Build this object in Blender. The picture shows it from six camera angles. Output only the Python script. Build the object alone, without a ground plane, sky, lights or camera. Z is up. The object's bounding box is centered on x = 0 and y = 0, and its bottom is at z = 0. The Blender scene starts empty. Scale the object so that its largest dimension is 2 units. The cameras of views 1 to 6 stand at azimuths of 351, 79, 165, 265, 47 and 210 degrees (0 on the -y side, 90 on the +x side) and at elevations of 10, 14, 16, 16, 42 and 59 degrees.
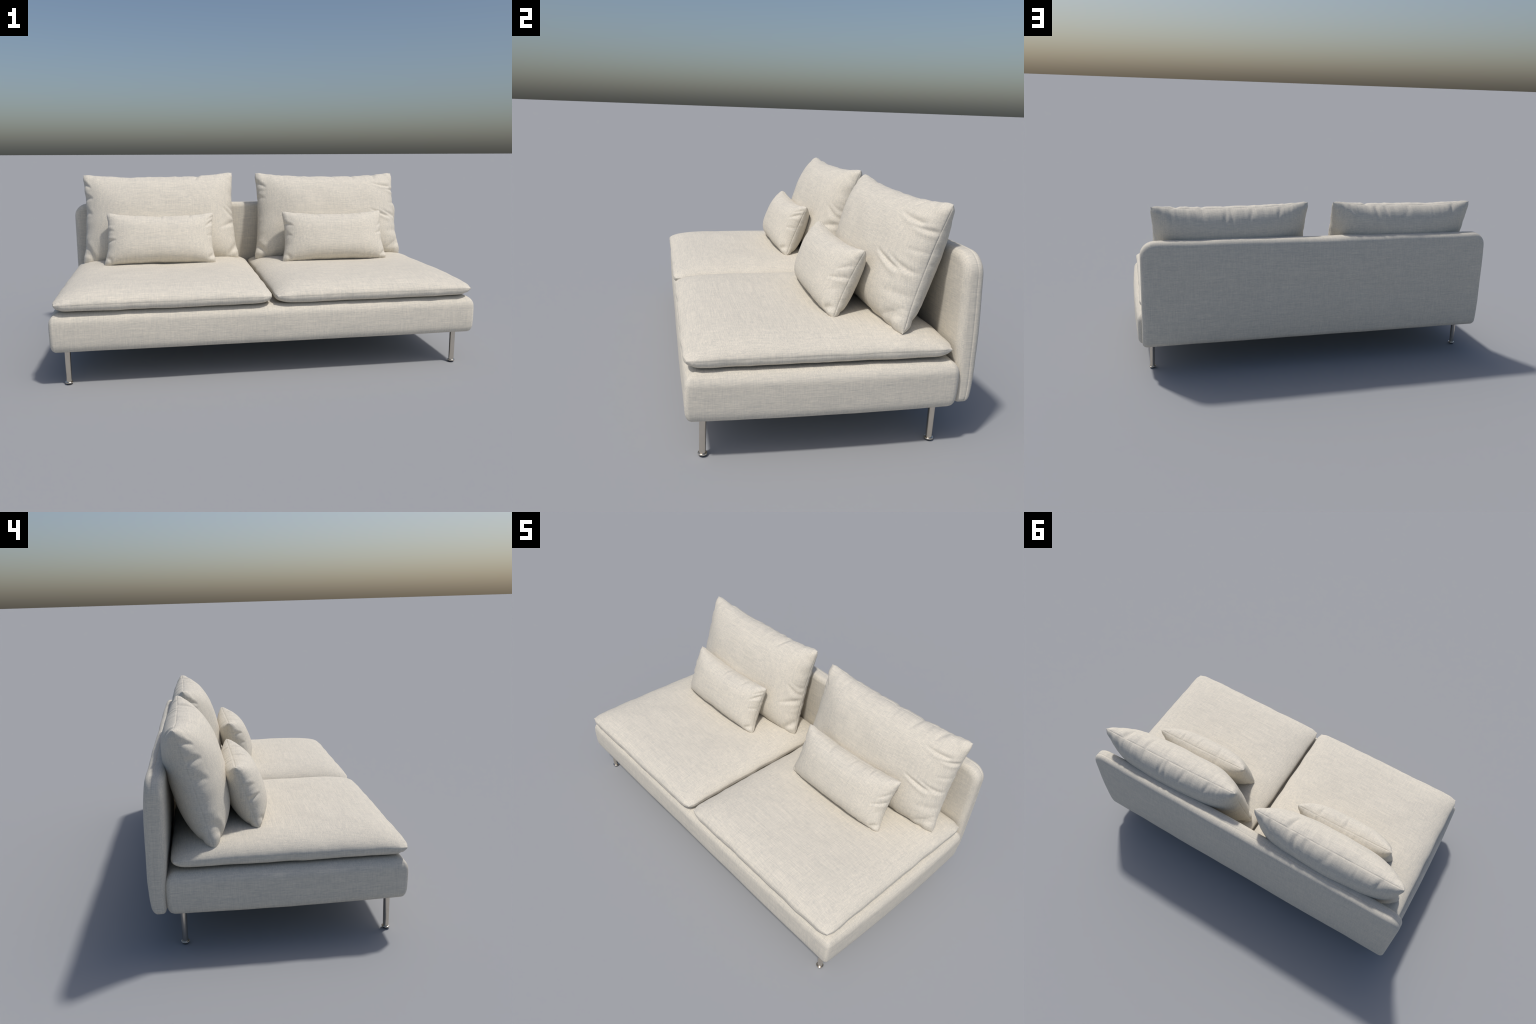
"""Two-seat upholstered sofa module without armrests: linen-covered base slab,
low backrest panel, two seat pads, two big back cushions, two lumbar cushions,
four round metal legs with flanged glides."""
import bmesh
import bpy
import numpy as np
from mathutils import Vector, noise as mnoise

# --------------------------------------------------------------------------
# helpers
# --------------------------------------------------------------------------
COLL = bpy.context.scene.collection


def fbm(points, scale, seed, octaves=2):
    """Smooth noise at an (n,3) array of points, about -1..1."""
    off = Vector((seed * 17.31, seed * 5.77, seed * 9.13))
    sc = Vector(scale) if hasattr(scale, "__len__") else Vector((scale,) * 3)
    out = np.empty(len(points))
    for i, p in enumerate(points):
        q = Vector((p[0] * sc.x, p[1] * sc.y, p[2] * sc.z)) + off
        v = mnoise.noise(q)
        if octaves > 1:
            v += 0.5 * mnoise.noise(q * 2.1)
        out[i] = v
    return out


def noise1(x, seed):
    """1D smooth noise of an array."""
    return np.array([mnoise.noise(Vector((float(v), seed * 7.7, seed * 3.3)))
                     for v in np.ravel(x)]).reshape(np.shape(x))


def add_mesh(name, verts, faces, material, parent, smooth=True, flat_faces=()):
    verts = np.asarray(verts, float)
    centre = (verts.min(0) + verts.max(0)) / 2
    me = bpy.data.meshes.new(name)
    me.from_pydata((verts - centre).tolist(), [], faces)
    me.materials.append(material)
    me.validate()
    for p in me.polygons:
        p.use_smooth = smooth
    me.update()
    ob = bpy.data.objects.new(name, me)
    COLL.objects.link(ob)
    ob.parent = parent
    ob.location = Vector(centre.tolist()) - (parent.location if parent else Vector())
    return ob


# --------------------------------------------------------------------------
# materials
# --------------------------------------------------------------------------
def linen_material():
    m = bpy.data.materials.new("cream_linen_weave")
    m.use_nodes = True
    nt = m.node_tree
    N, L = nt.nodes, nt.links
    bsdf = N["Principled BSDF"]
    tc = N.new("ShaderNodeTexCoord")
    info = N.new("ShaderNodeObjectInfo")
    pos = N.new("ShaderNodeVectorMath"); pos.operation = 'ADD'
    L.new(tc.outputs["Object"], pos.inputs[0])
    L.new(info.outputs["Location"], pos.inputs[1])
    # on the end faces the cloth is turned: its weft runs along y
    geo = N.new("ShaderNodeNewGeometry")
    sep_n = N.new("ShaderNodeSeparateXYZ")
    L.new(tc.outputs["Normal"], sep_n.inputs[0])
    absx = N.new("ShaderNodeMath"); absx.operation = 'ABSOLUTE'
    L.new(sep_n.outputs["X"], absx.inputs[0])
    turn = N.new("ShaderNodeMath"); turn.operation = 'GREATER_THAN'
    turn.inputs[1].default_value = 0.75
    L.new(absx.outputs[0], turn.inputs[0])
    sp = N.new("ShaderNodeSeparateXYZ")
    L.new(pos.outputs[0], sp.inputs[0])
    sw = N.new("ShaderNodeCombineXYZ")
    L.new(sp.outputs["Y"], sw.inputs["X"])
    L.new(sp.outputs["X"], sw.inputs["Y"])
    L.new(sp.outputs["Z"], sw.inputs["Z"])
    mixv = N.new("ShaderNodeMix"); mixv.data_type = 'VECTOR'
    L.new(turn.outputs[0], mixv.inputs["Factor"])
    L.new(pos.outputs[0], mixv.inputs["A"])
    L.new(sw.outputs[0], mixv.inputs["B"])
    vec = mixv.outputs["Result"]

    def layer(scale, detail, rough=0.5):
        mp = N.new("ShaderNodeMapping")
        mp.inputs["Scale"].default_value = scale
        L.new(vec, mp.inputs["Vector"])
        nz = N.new("ShaderNodeTexNoise")
        nz.inputs["Scale"].default_value = 1.0
        nz.inputs["Detail"].default_value = detail
        nz.inputs["Roughness"].default_value = rough
        L.new(mp.outputs[0], nz.inputs["Vector"])
        return nz.outputs["Fac"]

    def madd(a, k, b=None):
        """(a-0.5)*k (+ b)"""
        s = N.new("ShaderNodeMath"); s.operation = 'SUBTRACT'
        L.new(a, s.inputs[0]); s.inputs[1].default_value = 0.5
        t = N.new("ShaderNodeMath"); t.operation = 'MULTIPLY_ADD'
        L.new(s.outputs[0], t.inputs[0]); t.inputs[1].default_value = k
        if b is None:
            t.inputs[2].default_value = 0.5
        else:
            L.new(b, t.inputs[2])
        return t.outputs[0]

    weft = layer((15, 280, 280), 2.0)            # long slubs along the cloth
    weft_fine = layer((70, 420, 420), 1.5)
    warp = layer((320, 20, 20), 2.0)             # upright threads
    band = layer((3.5, 70, 70), 2.0)             # broad tonal streaks
    cloud = layer((5, 5, 5), 2.0)                # patches
    v = madd(weft, 1.0)
    v = madd(weft_fine, 0.9, v)
    v = madd(warp, 0.8, v)
    v = madd(band, 0.30, v)
    v = madd(cloud, 0.06, v)
    ramp = N.new("ShaderNodeValToRGB")
    e = ramp.color_ramp.elements
    e[0].position = 0.0
    e[0].color = (0.503, 0.482, 0.430, 1)        # greyer thread
    e[1].position = 1.0
    e[1].color = (0.742, 0.684, 0.577, 1)        # creamy thread
    L.new(v, ramp.inputs[0])
    L.new(ramp.outputs[0], bsdf.inputs["Base Color"])
    bsdf.inputs["Roughness"].default_value = 0.92
    bsdf.inputs["Specular IOR Level"].default_value = 0.2
    bsdf.inputs["Sheen Weight"].default_value = 0.05
    bump = N.new("ShaderNodeBump")
    bump.inputs["Strength"].default_value = 0.14
    bump.inputs["Distance"].default_value = 0.002
    L.new(v, bump.inputs["Height"])
    L.new(bump.outputs[0], bsdf.inputs["Normal"])
    return m


def metal_material(name, colour, rough, noise_amt=0.0):
    m = bpy.data.materials.new(name)
    m.use_nodes = True
    nt = m.node_tree
    N, L = nt.nodes, nt.links
    b = N["Principled BSDF"]
    b.inputs["Metallic"].default_value = 1.0
    tc = N.new("ShaderNodeTexCoord")
    nz = N.new("ShaderNodeTexNoise")
    nz.inputs["Scale"].default_value = 60
    L.new(tc.outputs["Object"], nz.inputs["Vector"])
    r = N.new("ShaderNodeValToRGB")
    c = np.array(colour)
    r.color_ramp.elements[0].color = (*(c * 0.93), 1)
    r.color_ramp.elements[1].color = (*np.minimum(c * 1.07, 1), 1)
    L.new(nz.outputs["Fac"], r.inputs[0])
    L.new(r.outputs[0], b.inputs["Base Color"])
    b.inputs["Roughness"].default_value = rough
    return m


def plastic_material():
    m = bpy.data.materials.new("dark_glide_pad")
    m.use_nodes = True
    nt = m.node_tree
    N, L = nt.nodes, nt.links
    b = N["Principled BSDF"]
    nz = N.new("ShaderNodeTexNoise")
    nz.inputs["Scale"].default_value = 80
    r = N.new("ShaderNodeValToRGB")
    r.color_ramp.elements[0].color = (0.03, 0.03, 0.032, 1)
    r.color_ramp.elements[1].color = (0.06, 0.06, 0.062, 1)
    L.new(nz.outputs["Fac"], r.inputs[0])
    L.new(r.outputs[0], b.inputs["Base Color"])
    b.inputs["Roughness"].default_value = 0.6
    return m


LINEN = linen_material()
STEEL = metal_material("satin_steel", (0.72, 0.66, 0.57), 0.24)
CHROME = metal_material("polished_flange", (0.74, 0.68, 0.59), 0.20)
PAD = plastic_material()

# --------------------------------------------------------------------------
# the thing
# --------------------------------------------------------------------------
SOFA = bpy.data.objects.new("sofa", None)
COLL.objects.link(SOFA)
SOFA["label"] = "cream linen two-seat armless sofa with loose cushions"
SOFA["category"] = "sofa"


# --------------------------------------------------------------------------
# cushions: two sheets sewn along a rectangular seam and filled
# --------------------------------------------------------------------------
def cushion(name, corners, front, back, sag=(0.02, 0.0, 0.012, 0.012),
            power=(0.55, 0.55), square=(2.0, 2.0), res=(200, 140), belly=0.0,
            corner_round=0.0, tip=0.85, pinch=0.0, pinch_at=0.05, pinch_top=0.4, pucker=0.004,
            pucker_reach=0.05, pucker_freq=14.0, lump=0.004, creases=(),
            seam=0.003, seed=1, floor=None, edge_wave=0.004, 
            press=0.0):
    """corners: BL, BR, TR, TL of the seam as seen from the front.
    front/back: filling depth of either sheet.  sag: how far the top, bottom,
    left and right seams are drawn in at mid length."""
    BL, BR, TR, TL = [np.array(c, float) for c in corners]
    nu, nv = res
    s1 = np.sin(np.linspace(-np.pi / 2, np.pi / 2, nu + 1))
    t1 = np.sin(np.linspace(-np.pi / 2, np.pi / 2, nv + 1))
    S, T = np.meshgrid(s1, t1, indexing="ij")
    a, b = (S + 1) / 2, (T + 1) / 2
    base = ((1 - a) * (1 - b))[..., None] * BL + (a * (1 - b))[..., None] * BR \
        + (a * b)[..., None] * TR + ((1 - a) * b)[..., None] * TL
    U = (BR + TR - BL - TL); width = np.linalg.norm(U) / 2; U /= np.linalg.norm(U)
    V = (TL + TR - BL - BR); height = np.linalg.norm(V) / 2; V /= np.linalg.norm(V)
    Nn = np.cross(U, V); Nn /= np.linalg.norm(Nn)     # towards the front
    V = np.cross(Nn, U)
    hw, hh = width / 2, height / 2

    # the seam is drawn in between the corners, a little unevenly
    top, bot, left, right = sag
    wob_s = noise1(s1 * hw * 9, seed + 0.1)[:, None] * edge_wave
    wob_t = noise1(t1 * hh * 9, seed + 0.2)[None, :] * edge_wave
    cs, ct = 1 - np.abs(S) ** 2.4, 1 - np.abs(T) ** 2.4
    base = base + V * ((-(top + wob_s) * b ** 2 + (bot + wob_s) * (1 - b) ** 2) * cs)[..., None]
    base = base + U * ((-(right + wob_t) * a ** 2 + (left + wob_t) * (1 - a) ** 2) * ct)[..., None]
    # distances in metres to the sides and the nearest corner
    du, dv = (1 - np.abs(S)) * hw, (1 - np.abs(T)) * hh
    dc = np.hypot(du, dv)
    if corner_round:
        k = corner_round * np.exp(-(dc / (corner_round * 3)) ** 2)
        k = k - tip * corner_round * np.exp(-(dc / (corner_round * 9)) ** 2)
        base = base - U * (np.sign(S) * k)[..., None] - V * (np.sign(T) * k)[..., None]

    X, Y = S * hw, T * hh
    pts = np.stack([X, Y, np.zeros_like(X)], -1).reshape(-1, 3)

    sheets = []
    for side, depth, pw, sq in ((1, front, power[0], square[0]), (-1, back, power[1], square[1])):
        env = (1 - np.abs(S) ** sq) * (1 - np.abs(T) ** sq)
        env = np.clip(env, 0, 1)
        h = depth * env ** pw * (1 - belly * T * (1 - 0.3 * np.abs(S)))
        if press and side == 1:
            h = h - press * np.exp(-((T - 0.35) / 0.45) ** 2) * np.exp(-(S / 0.75) ** 4)
        if pinch:
            h = h * (1 - pinch * np.where(T < 0, 1.0, pinch_top) * np.exp(-((dc - pinch_at) / (0.22 * pinch_at)) ** 2))
        # broad lumps of the filling
        h = h + lump * fbm(pts, 5.0, seed + side * 0.37).reshape(S.shape) * env ** 0.5
        smooth = base + Nn * (side * h)[..., None]
        nrm = side * np.cross(np.gradient(smooth, axis=0), np.gradient(smooth, axis=1))
        nrm /= np.maximum(np.linalg.norm(nrm, axis=-1), 1e-12)[..., None]
        reach = np.minimum(np.hypot(du, np.abs(h)), np.hypot(dv, np.abs(h)))   # along the cloth
        soft = 1 - np.exp(-reach / 0.010)                  # 0 on the seam
        relief = np.zeros_like(S)
        # gathers running in from each seam
        sd = seed + 3 + side
        g_v = noise1(s1 * hw * pucker_freq * 2, sd)[:, None] + 0.6 * noise1(s1 * hw * pucker_freq * 5, sd + .4)[:, None]
        g_u = noise1(t1 * hh * pucker_freq * 2, sd + .7)[None, :] + 0.6 * noise1(t1 * hh * pucker_freq * 5, sd + .9)[None, :]
        r_v = pucker_reach * (0.7 + 0.6 * noise1(s1 * hw * 8, sd + 2.0)[:, None])
        r_u = pucker_reach * (0.7 + 0.6 * noise1(t1 * hh * 8, sd + 2.3)[None, :])
        relief = relief + pucker * soft * (g_v * np.exp(-(dv / np.maximum(r_v, .01)) ** 1.5)
                                 + g_u * np.exp(-(du / np.maximum(r_u, .01)) ** 1.5))
        # individual creases: from (s,t) to (s,t), width, depth
        for c_side, (cs0, ct0), (cs1, ct1), wdt, dep in creases:
            if c_side != side and c_side != 0:
                continue
            p0 = np.array((cs0 * hw, ct0 * hh)); p1 = np.array((cs1 * hw, ct1 * hh))
            d = p1 - p0; ln = np.linalg.norm(d); d /= ln
            al = ((X - p0[0]) * d[0] + (Y - p0[1]) * d[1]) / ln
            ac = -(X - p0[0]) * d[1] + (Y - p0[1]) * d[0]
            ac = ac + 0.08 * ln * (al - 0.4) ** 2         # slightly bowed
            w = wdt * (1.0 - 0.45 * np.clip(al, 0, 1))
            fade = np.exp(-np.clip(-al, 0, None) ** 2 * (ln / 0.02) ** 2) * np.clip(1 - np.clip(al, 0, 1) ** 2, 0, 1)
            q = ac / w
            dep = dep * ((0.42 + 0.25 * np.sin(37.0 * cs0 + side)) if c_side == 0 else 0.62)
            relief = relief + soft * dep * fade * (-np.exp(-np.abs(q) ** 1.6) + 0.45 * np.exp(-((q - 1.8) / 1.2) ** 2)
                                                   + 0.15 * np.exp(-((q + 2.0) / 1.3) ** 2))
        # the sewn line lies a little deeper than the cloth beside it
        relief = relief - seam * np.exp(-(reach / 0.0035) ** 2) * np.clip(dc / 0.03, 0, 1)
        sheets.append(smooth + nrm * relief[..., None])
    P = np.stack(sheets)                                   # 2,nu+1,nv+1,3
    # welt: the seam itself is pulled in a little
    edge = (np.abs(S) > 1 - 1e-9) | (np.abs(T) > 1 - 1e-9)
    mid = (P[0] + P[1]) / 2
    inward = -(U * (np.where(np.abs(S) > 1 - 1e-9, np.sign(S), 0) * seam)[..., None]
               + V * (np.where(np.abs(T) > 1 - 1e-9, np.sign(T), 0) * seam)[..., None])
    fade_c = np.clip(dc / 0.03, 0, 1)[..., None]
    for k in range(2):
        P[k][edge] = (mid + inward * fade_c)[edge]
    if floor is not None:
        # rest on the surface below: nothing sinks under it, flesh spreads instead
        for k in range(2):
            z0 = floor(P[k][..., 0], P[k][..., 1])
            low = P[k][..., 2] < z0
            P[k][..., 2] = np.where(low, z0 + 0.08 * (P[k][..., 2] - z0), P[k][..., 2])
    idx_f = np.arange((nu + 1) * (nv + 1)).reshape(nu + 1, nv + 1)
    idx_b = -np.ones_like(idx_f)
    verts = list(P[0].reshape(-1, 3))
    back_pts = P[1].reshape(-1, 3)
    eflat = edge.reshape(-1)
    idx_flat = idx_b.reshape(-1)
    n = len(verts)
    for i in range(len(back_pts)):
        if eflat[i]:
            idx_flat[i] = i
        else:
            idx_flat[i] = n; n += 1
            verts.append(back_pts[i])
    idx_b = idx_flat.reshape(nu + 1, nv + 1)
    faces = []
    for i in range(nu):
        for j in range(nv):
            faces.append((int(idx_f[i, j]), int(idx_f[i + 1, j]), int(idx_f[i + 1, j + 1]), int(idx_f[i, j + 1])))
            faces.append((int(idx_b[i, j]), int(idx_b[i, j + 1]), int(idx_b[i + 1, j + 1]), int(idx_b[i + 1, j])))
    return add_mesh(name, np.array(verts), faces, LINEN, SOFA)


# --------------------------------------------------------------------------
# upholstered slabs: rounded-rectangle rings lofted through a rounded section
# --------------------------------------------------------------------------
def ring(hx, hy, radii, n_arc=10, step=0.02):
    """Rounded rectangle, counter-clockwise; radii: right-top, left-top,
    left-bottom, right-bottom."""
    out = []
    cen = [(1, 1), (-1, 1), (-1, -1), (1, -1)]
    nside = [int(2 * hx0 / step) for hx0 in (RING_X, RING_Y, RING_X, RING_Y)]
    for k, (sx, sy) in enumerate(cen):
        r = radii[k]
        c = np.array((sx * (hx - r), sy * (hy - r)))
        a0 = k * np.pi / 2
        arc = [c + r * np.array((np.cos(a), np.sin(a))) for a in np.linspace(a0, a0 + np.pi / 2, n_arc)]
        out += arc
        k2 = (k + 1) % 4
        r2 = radii[k2]
        c2 = np.array((cen[k2][0] * (hx - r2), cen[k2][1] * (hy - r2)))
        nxt = c2 + r2 * np.array((np.cos(a0 + np.pi / 2), np.sin(a0 + np.pi / 2)))
        m = nside[k]
        for q in range(1, m):
            out.append(arc[-1] + (nxt - arc[-1]) * q / m)
    return np.array(out)


def loft(name, hx, hy, radii, levels, place, material=LINEN):
    """levels: (depth coordinate, inset).  place maps (a, b, depth) arrays to xyz."""
    global RING_X, RING_Y
    RING_X, RING_Y = hx, hy
    rings = []
    for d, inset in levels:
        rr = [max(r - inset * 0.8, 0.004) for r in radii]
        p = ring(hx - inset, hy - inset, rr)
        rings.append(place(p[:, 0], p[:, 1], np.full(len(p), d)))
    n = len(rings[0])
    # close both faces with shrinking rings so that they can be curved too
    def inner(level):
        d, inset = level
        res = []
        p0 = ring(hx - inset, hy - inset, [max(r - inset * 0.8, 0.004) for r in radii])
        for f in (0.985, 0.96, 0.92, 0.87, 0.8, 0.72, 0.63, 0.54, 0.45, 0.36, 0.27, 0.18, 0.09, 0.0):
            m = min(hx, hy) * (1 - f)
            # shrink by the same margin on all sides
            q = np.stack([p0[:, 0] * (hx - m) / hx, p0[:, 1] * (hy - m) / hy], -1)
            res.append(place(q[:, 0], q[:, 1], np.full(n, d)))
        return res
    rings = inner(levels[0])[::-1] + rings + inner(levels[-1])
    verts = np.concatenate(rings)
    faces = []
    for k in range(len(rings) - 1):
        for i in range(n):
            j = (i + 1) % n
            faces.append((k * n + i, k * n + j, (k + 1) * n + j, (k + 1) * n + i))
    ob = add_mesh(name, verts, faces, material, SOFA)
    # the innermost rings have closed to a line: weld them shut
    bm = bmesh.new()
    bm.from_mesh(ob.data)
    bmesh.ops.remove_doubles(bm, verts=bm.verts, dist=0.0003)
    bmesh.ops.recalc_face_normals(bm, faces=bm.faces)
    bm.to_mesh(ob.data)
    bm.free()
    return ob


# base slab ---------------------------------------------------------------
BASE_CY, BASE_HX, BASE_HY = -0.0315, 0.983, 0.4895


def base_place(a, b, d):
    x = a + 0.012 * np.sign(a) * (np.abs(a) / BASE_HX) ** 8 * (1 - (b / BASE_HY) ** 2)
    y = b + 0.004 * np.sign(b) * (np.abs(b) / BASE_HY) ** 8 * (1 - (a / BASE_HX) ** 4)
    p = np.stack([x, y + BASE_CY, d], -1)
    # the wadding makes the walls swell at mid height
    barrel = 0.006 * np.clip(1 - ((d - 0.255) / 0.09) ** 2, -0.5, 1)
    p[:, 0] += np.sign(a) * (np.abs(a) > BASE_HX - .06) * 0.5 * barrel
    p[:, 1] += np.sign(b) * (np.abs(b) > BASE_HY - .06) * barrel
    w = fbm(p, (3.0, 3.0, 9.0), 4.0)
    w2 = fbm(p, (11.0, 11.0, 4.0), 5.0)
    side = np.clip(np.maximum(np.abs(a) - BASE_HX + 0.06, np.abs(b) - BASE_HY + 0.06) / 0.06, 0, 1)
    p[:, 0] += np.sign(a) * (np.abs(a) > BASE_HX - .06) * 0.0014 * w * side
    p[:, 1] += np.sign(b) * (np.abs(b) > BASE_HY - .06) * 0.0014 * w * side
    p[:, 2] += 0.0008 * w2 * side
    return p


base_levels = [(0.160, 0.034), (0.1606, 0.025), (0.164, 0.015), (0.170, 0.0075), (0.179, 0.003), (0.190, 0.0008)]
base_levels += [(z, 0.0) for z in np.linspace(0.20, 0.292, 7)]
base_levels += [(0.295 + 0.045 * np.sin(t), 0.045 * (1 - np.cos(t))) for t in np.linspace(0.12, np.pi / 2, 10)]
loft("seat_base", BASE_HX, BASE_HY, (0.03, 0.03, 0.018, 0.018), base_levels, base_place)

# backrest panel ----------------------------------------------------------
BR_CX, BR_HX, BR_HZ = -0.012, 0.977, 0.284
BR_CZ = 0.168 + BR_HZ
Z_PROFILE = np.array([0.16, 0.20, 0.24, 0.31, 0.40, 0.48, 0.56, 0.65, 0.72, 0.76])
FRONT_Y = np.array([0.458, 0.458, 0.457, 0.454, 0.450, 0.448, 0.446, 0.444, 0.443, 0.443])
REAR_Y = np.array([0.512, 0.522, 0.526, 0.529, 0.528, 0.526, 0.523, 0.518, 0.512, 0.508])


def back_place(a, b, d):
    """d: 0 on the front face, 1 on the rear face."""
    z = b + BR_CZ
    x = a + BR_CX
    yf, yr = np.interp(z, Z_PROFILE, FRONT_Y), np.interp(z, Z_PROFILE, REAR_Y)
    # both cloth faces swell over the frame
    swell = (1 - np.abs(a / BR_HX) ** 4) * (1 - np.abs(b / BR_HZ) ** 3)
    yr = yr + 0.012 * swell
    yf = yf - 0.014 * (1 - np.abs(a / BR_HX) ** 5) * np.clip((z - 0.25) / 0.3, 0, 1)
    y = yf + (yr - yf) * d
    p = np.stack([x, y, z], -1)
    w = fbm(p, (4.0, 6.0, 4.0), 8.0)
    top = np.clip((b - BR_HZ + 0.06) / 0.06, 0, 1)
    p[:, 2] += 0.004 * w * top
    p[:, 1] += 0.003 * w
    return p


def section(n=9, depth=0.32, inset=0.030):
    lv = []
    for t in np.linspace(0, np.pi / 2, n):
        lv.append((depth * (1 - np.sin(t)), inset * (1 - np.cos(t))))
    lv = lv[::-1]                                 # front face -> side
    f = [(d, i) for d, i in lv]
    r = [(1 - d, i * 0.9) for d, i in lv[::-1]]
    # sewn line a little before the rear edge, hardly deeper than the cloth
    groove = [(0.608, 0.0002), (0.616, 0.0007), (0.624, 0.0002)]
    return f + [(0.5, 0.0)] + groove + [q for q in r if q[0] > 0.64]


loft("backrest", BR_HX, BR_HZ, (0.072, 0.072, 0.024, 0.024), section(), back_place)


# seat pads ---------------------------------------------------------------
def seat(x0, x1, y0, y1, z, seed, press, creases=()):
    return cushion("seat_cushion",
                   [(x0, y0, z), (x1, y0, z + 0.002), (x1, y1, z + 0.006), (x0, y1, z + 0.004)],
                   front=0.064, back=0.043, sag=(0.0, 0.0, 0.006, 0.006), power=(0.55, 0.36),
                   square=(5.5, 14.0), res=(170, 170), corner_round=0.011, tip=0.0, pinch=0.10, pinch_at=0.035,
                   pucker=0.0022, pucker_reach=0.04, pucker_freq=8, lump=0.004, creases=creases,
                   seam=0.0004, seed=seed, edge_wave=0.005, press=press)


seat(-0.972, 0.003, -0.536, 0.436, 0.380, 21, 0.004)
seat(0.011, 0.975, -0.531, 0.436, 0.380, 22, 0.009)


def seat_top(x, y):
    """Height of the seat pads' upper sheet, for what lies on them."""
    cx = np.where(x < 0.006, -0.478, 0.490)
    s = np.clip(np.abs((x - cx) / 0.48), 0, 1)
    t = np.clip(np.abs((y + 0.048) / 0.48), 0, 1)
    return 0.384 + 0.064 * np.clip((1 - s ** 5.5) * (1 - t ** 5.5), 0, 1) ** 0.55 - 0.010


# back cushions ------------------------------------------------------------
# creases: (sheet, from (s,t) on the seam, to (s,t), width, depth)
back_left_creases = [
    (1, (0.99, -0.06), (0.84, 0.16), 0.013, 0.012), (1, (0.99, -0.18), (0.78, -0.34), 0.014, 0.010),
    (1, (0.99, 0.10), (0.88, 0.22), 0.010, 0.006),
    (1, (-0.99, 0.76), (-0.90, 0.66), 0.012, 0.010), (1, (-0.99, 0.46), (-0.88, 0.42), 0.015, 0.010),
    (1, (-0.99, 0.16), (-0.90, 0.05), 0.014, 0.006), (1, (-0.98, -0.62), (-0.84, -0.90), 0.014, 0.010),
    (1, (0.98, -0.72), (0.86, -0.92), 0.013, 0.009),
    (0, (-0.38, 0.99), (-0.44, 0.82), 0.013, 0.007), (0, (-0.05, 0.99), (0.02, 0.78), 0.014, 0.007),
    (0, (0.27, 0.99), (0.22, 0.80), 0.012, 0.007), (0, (0.52, 0.99), (0.46, 0.80), 0.012, 0.008),
    (0, (0.77, 0.99), (0.68, 0.80), 0.013, 0.009), (-1, (-0.72, 0.99), (-0.66, 0.7), 0.014, 0.009),
    (-1, (0.4, 0.99), (0.38, 0.72), 0.014, 0.010),
]
back_right_creases = [
    (1, (0.88, 0.63), (0.60, 0.72), 0.010, 0.013), (1, (0.97, 0.54), (0.80, 0.56), 0.009, 0.008),
    (1, (0.84, -0.12), (0.54, 0.05), 0.010, 0.015), (1, (0.95, -0.10), (0.72, 0.05), 0.010, 0.011),
    (1, (0.98, -0.45), (0.75, -0.50), 0.020, 0.005), (1, (0.98, 0.22), (0.86, 0.20), 0.012, 0.004), (1, (0.95, -0.70), (0.76, -0.90), 0.014, 0.009),
    (1, (-0.99, 0.74), (-0.88, 0.62), 0.013, 0.010), (1, (-0.99, 0.40), (-0.9, 0.36), 0.013, 0.005),
    (1, (-0.99, -0.70), (-0.86, -0.90), 0.014, 0.010),
    (0, (-0.62, 0.99), (-0.58, 0.82), 0.012, 0.006), (0, (-0.25, 0.99), (-0.20, 0.80), 0.013, 0.006),
    (0, (0.08, 0.99), (0.12, 0.74), 0.014, 0.009), (0, (0.38, 0.99), (0.34, 0.80), 0.012, 0.006),
    (0, (0.70, 0.99), (0.66, 0.82), 0.013, 0.008), (-1, (0.02, 0.99), (0.0, 0.70), 0.013, 0.011),
    (-1, (0.78, 0.99), (0.76, 0.75), 0.014, 0.008),
]
BACK = dict(front=0.133, back=0.120, sag=(0.023, 0.0, 0.016, 0.016), power=(0.5, 0.48), square=(3.0, 2.9),
            res=(250, 180), belly=0.05, corner_round=0.007, pinch=0.15, pinch_at=0.060, pucker=0.0032,
            pucker_reach=0.06, pucker_freq=11, lump=0.006, seam=0.0011, floor=seat_top)
cushion("back_cushion", [(-0.927, 0.259, 0.412), (-0.057, 0.258, 0.423), (-0.077, 0.402, 0.911), (-0.923, 0.394, 0.903)],
        creases=back_left_creases, seed=31, **BACK)
cushion("back_cushion", [(0.039, 0.266, 0.416), (0.916, 0.251, 0.429), (0.903, 0.400, 0.899), (0.057, 0.376, 0.907)],
        creases=back_right_creases, seed=32, **BACK)

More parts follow.
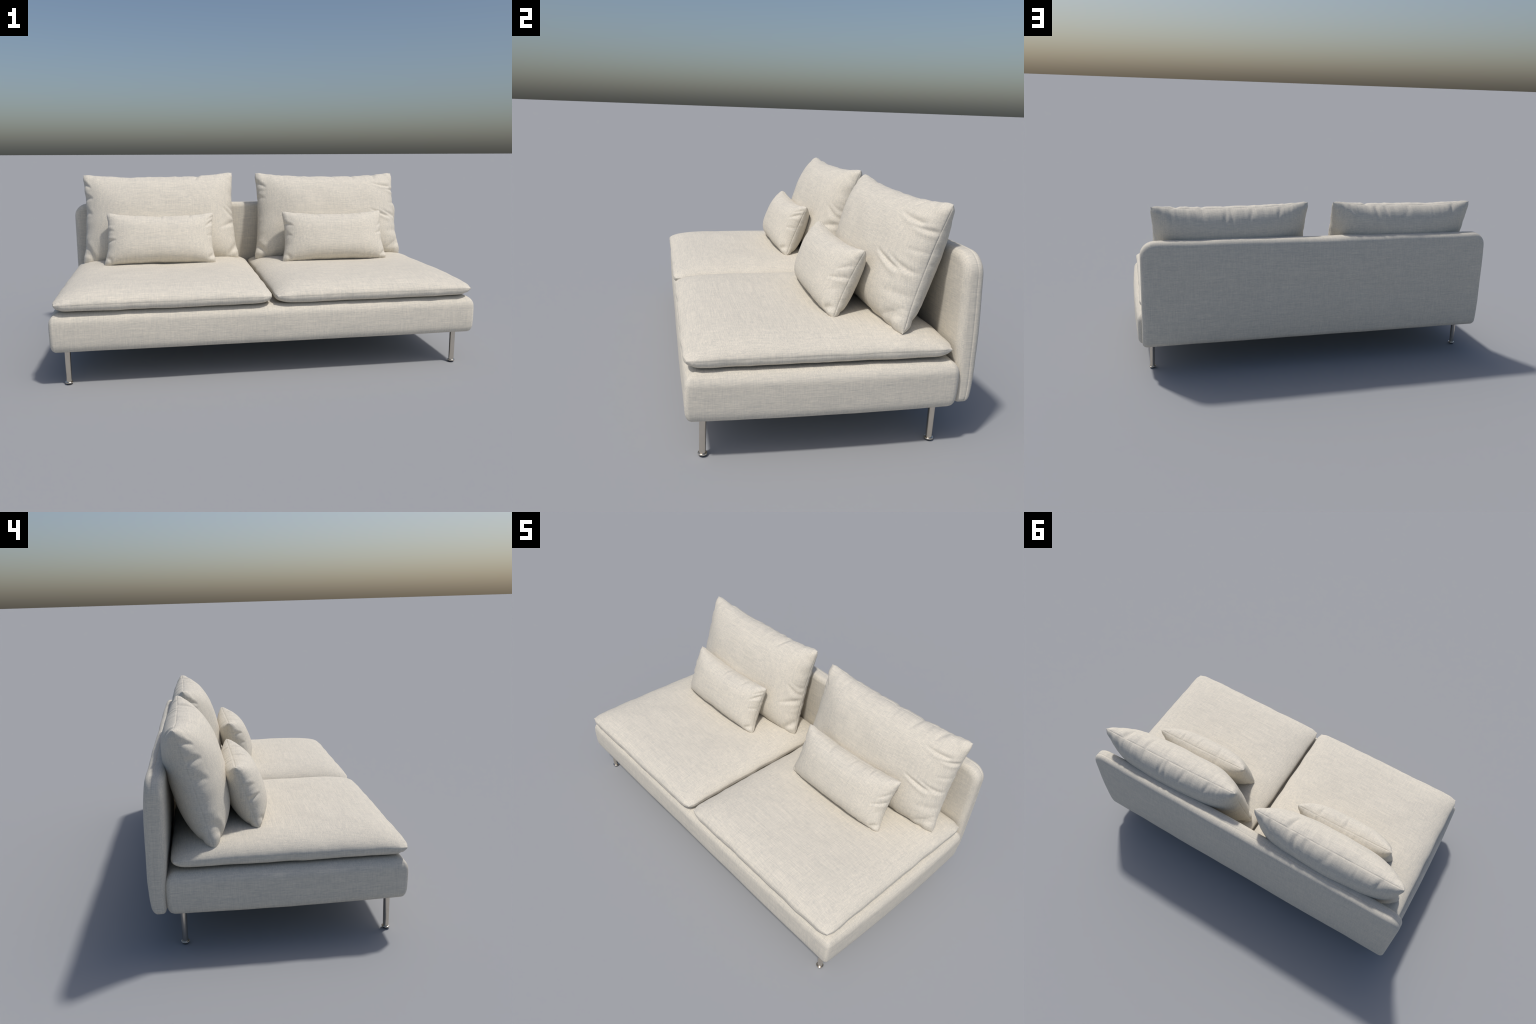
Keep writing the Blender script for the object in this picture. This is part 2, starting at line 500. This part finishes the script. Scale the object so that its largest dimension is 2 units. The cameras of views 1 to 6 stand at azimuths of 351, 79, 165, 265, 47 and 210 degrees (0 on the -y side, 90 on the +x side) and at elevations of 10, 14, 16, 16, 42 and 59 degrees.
# lumbar cushions ------------------------------------------------------------
lumbar_left_creases = [
    (1, (0.97, 0.58), (0.84, 0.36), 0.009, 0.010), (1, (0.98, 0.78), (0.86, 0.62), 0.008, 0.006),
    (1, (0.98, 0.05), (0.86, 0.0), 0.010, 0.006), (1, (-0.98, -0.12), (-0.82, -0.10), 0.010, 0.009),
    (1, (-0.98, 0.30), (-0.86, 0.24), 0.010, 0.005), (0, (0.0, 0.98), (0.02, 0.70), 0.010, 0.006),
    (0, (-0.25, 0.98), (-0.28, 0.76), 0.010, 0.005), (1, (0.95, -0.72), (0.86, -0.85), 0.010, 0.007),
    (0, (0.55, 0.98), (0.5, 0.74), 0.011, 0.006),
]
lumbar_right_creases = [
    (1, (0.96, 0.42), (0.86, 0.24), 0.008, 0.006), (1, (0.98, 0.10), (0.78, -0.06), 0.009, 0.008),
    (1, (0.98, -0.22), (0.88, -0.36), 0.012, 0.004), (1, (-0.98, 0.45), (-0.84, 0.36), 0.011, 0.009),
    (1, (-0.98, 0.05), (-0.88, -0.05), 0.010, 0.006), (0, (0.15, 0.98), (0.12, 0.74), 0.010, 0.005),
    (0, (-0.35, 0.98), (-0.3, 0.72), 0.010, 0.006), (0, (0.5, 0.98), (0.55, 0.74), 0.010, 0.006),
    (1, (0.95, -0.75), (0.84, -0.88), 0.010, 0.007),
]
LUMBAR = dict(front=0.090, back=0.090, sag=(0.020, 0.004, 0.015, 0.015), power=(0.48, 0.48), square=(3.0, 3.0),
              res=(200, 130), belly=0.06, corner_round=0.005, pinch=0.16, pinch_at=0.038, pucker=0.0024,
              pucker_reach=0.045, pucker_freq=14, lump=0.004, seam=0.0010, floor=seat_top)
cushion("lumbar_cushion", [(-0.797, 0.068, 0.439), (-0.204, 0.064, 0.438), (-0.209, 0.165, 0.699), (-0.782, 0.155, 0.706)],
        creases=lumbar_left_creases, seed=41, **LUMBAR)
cushion("lumbar_cushion", [(0.157, 0.044, 0.432), (0.752, 0.040, 0.436), (0.745, 0.149, 0.697), (0.170, 0.130, 0.701)],
        creases=lumbar_right_creases, seed=42, **LUMBAR)


# legs ------------------------------------------------------------------------
def turned(name, profile, material, caps=True, n=28):
    """Solid of revolution around z from (radius, z) pairs; mesh data only."""
    verts, faces = [], []
    for r, z in profile:
        for k in range(n):
            a = 2 * np.pi * k / n
            verts.append((r * np.cos(a), r * np.sin(a), z))
    for i in range(len(profile) - 1):
        for k in range(n):
            j = (k + 1) % n
            faces.append((i * n + k, i * n + j, (i + 1) * n + j, (i + 1) * n + k))
    if caps:
        faces.append(tuple(range(n))[::-1])
        faces.append(tuple(range((len(profile) - 1) * n, len(profile) * n)))
    me = bpy.data.meshes.new(name)
    me.from_pydata(verts, [], faces)
    me.materials.append(material)
    for p in me.polygons:
        p.use_smooth = len(p.vertices) == 4
    me.update()
    return me


tube = turned("leg", [(0.0122, 0.009), (0.0125, 0.05), (0.0129, 0.13), (0.0132, 0.175)], STEEL, caps=False)
flange = turned("flange", [(0.0100, 0.0050), (0.0165, 0.0050), (0.0172, 0.0056), (0.0176, 0.0070), (0.0174, 0.0092),
                           (0.0168, 0.0102), (0.0160, 0.0107), (0.0150, 0.0109), (0.0118, 0.0110)], CHROME, caps=False)
pad = turned("glide_pad", [(0.0130, 0.0), (0.0142, 0.0012), (0.0142, 0.0051)], PAD)
for lx, ly in ((-0.922, -0.456), (0.912, -0.460), (0.913, 0.397), (-0.920, 0.399)):
    leg = bpy.data.objects.new("leg", tube)
    COLL.objects.link(leg)
    leg.parent = SOFA
    leg.location = (lx, ly, 0)
    for nm, me in (("flange", flange), ("glide_pad", pad)):
        o = bpy.data.objects.new(nm, me)
        COLL.objects.link(o)
        o.parent = leg
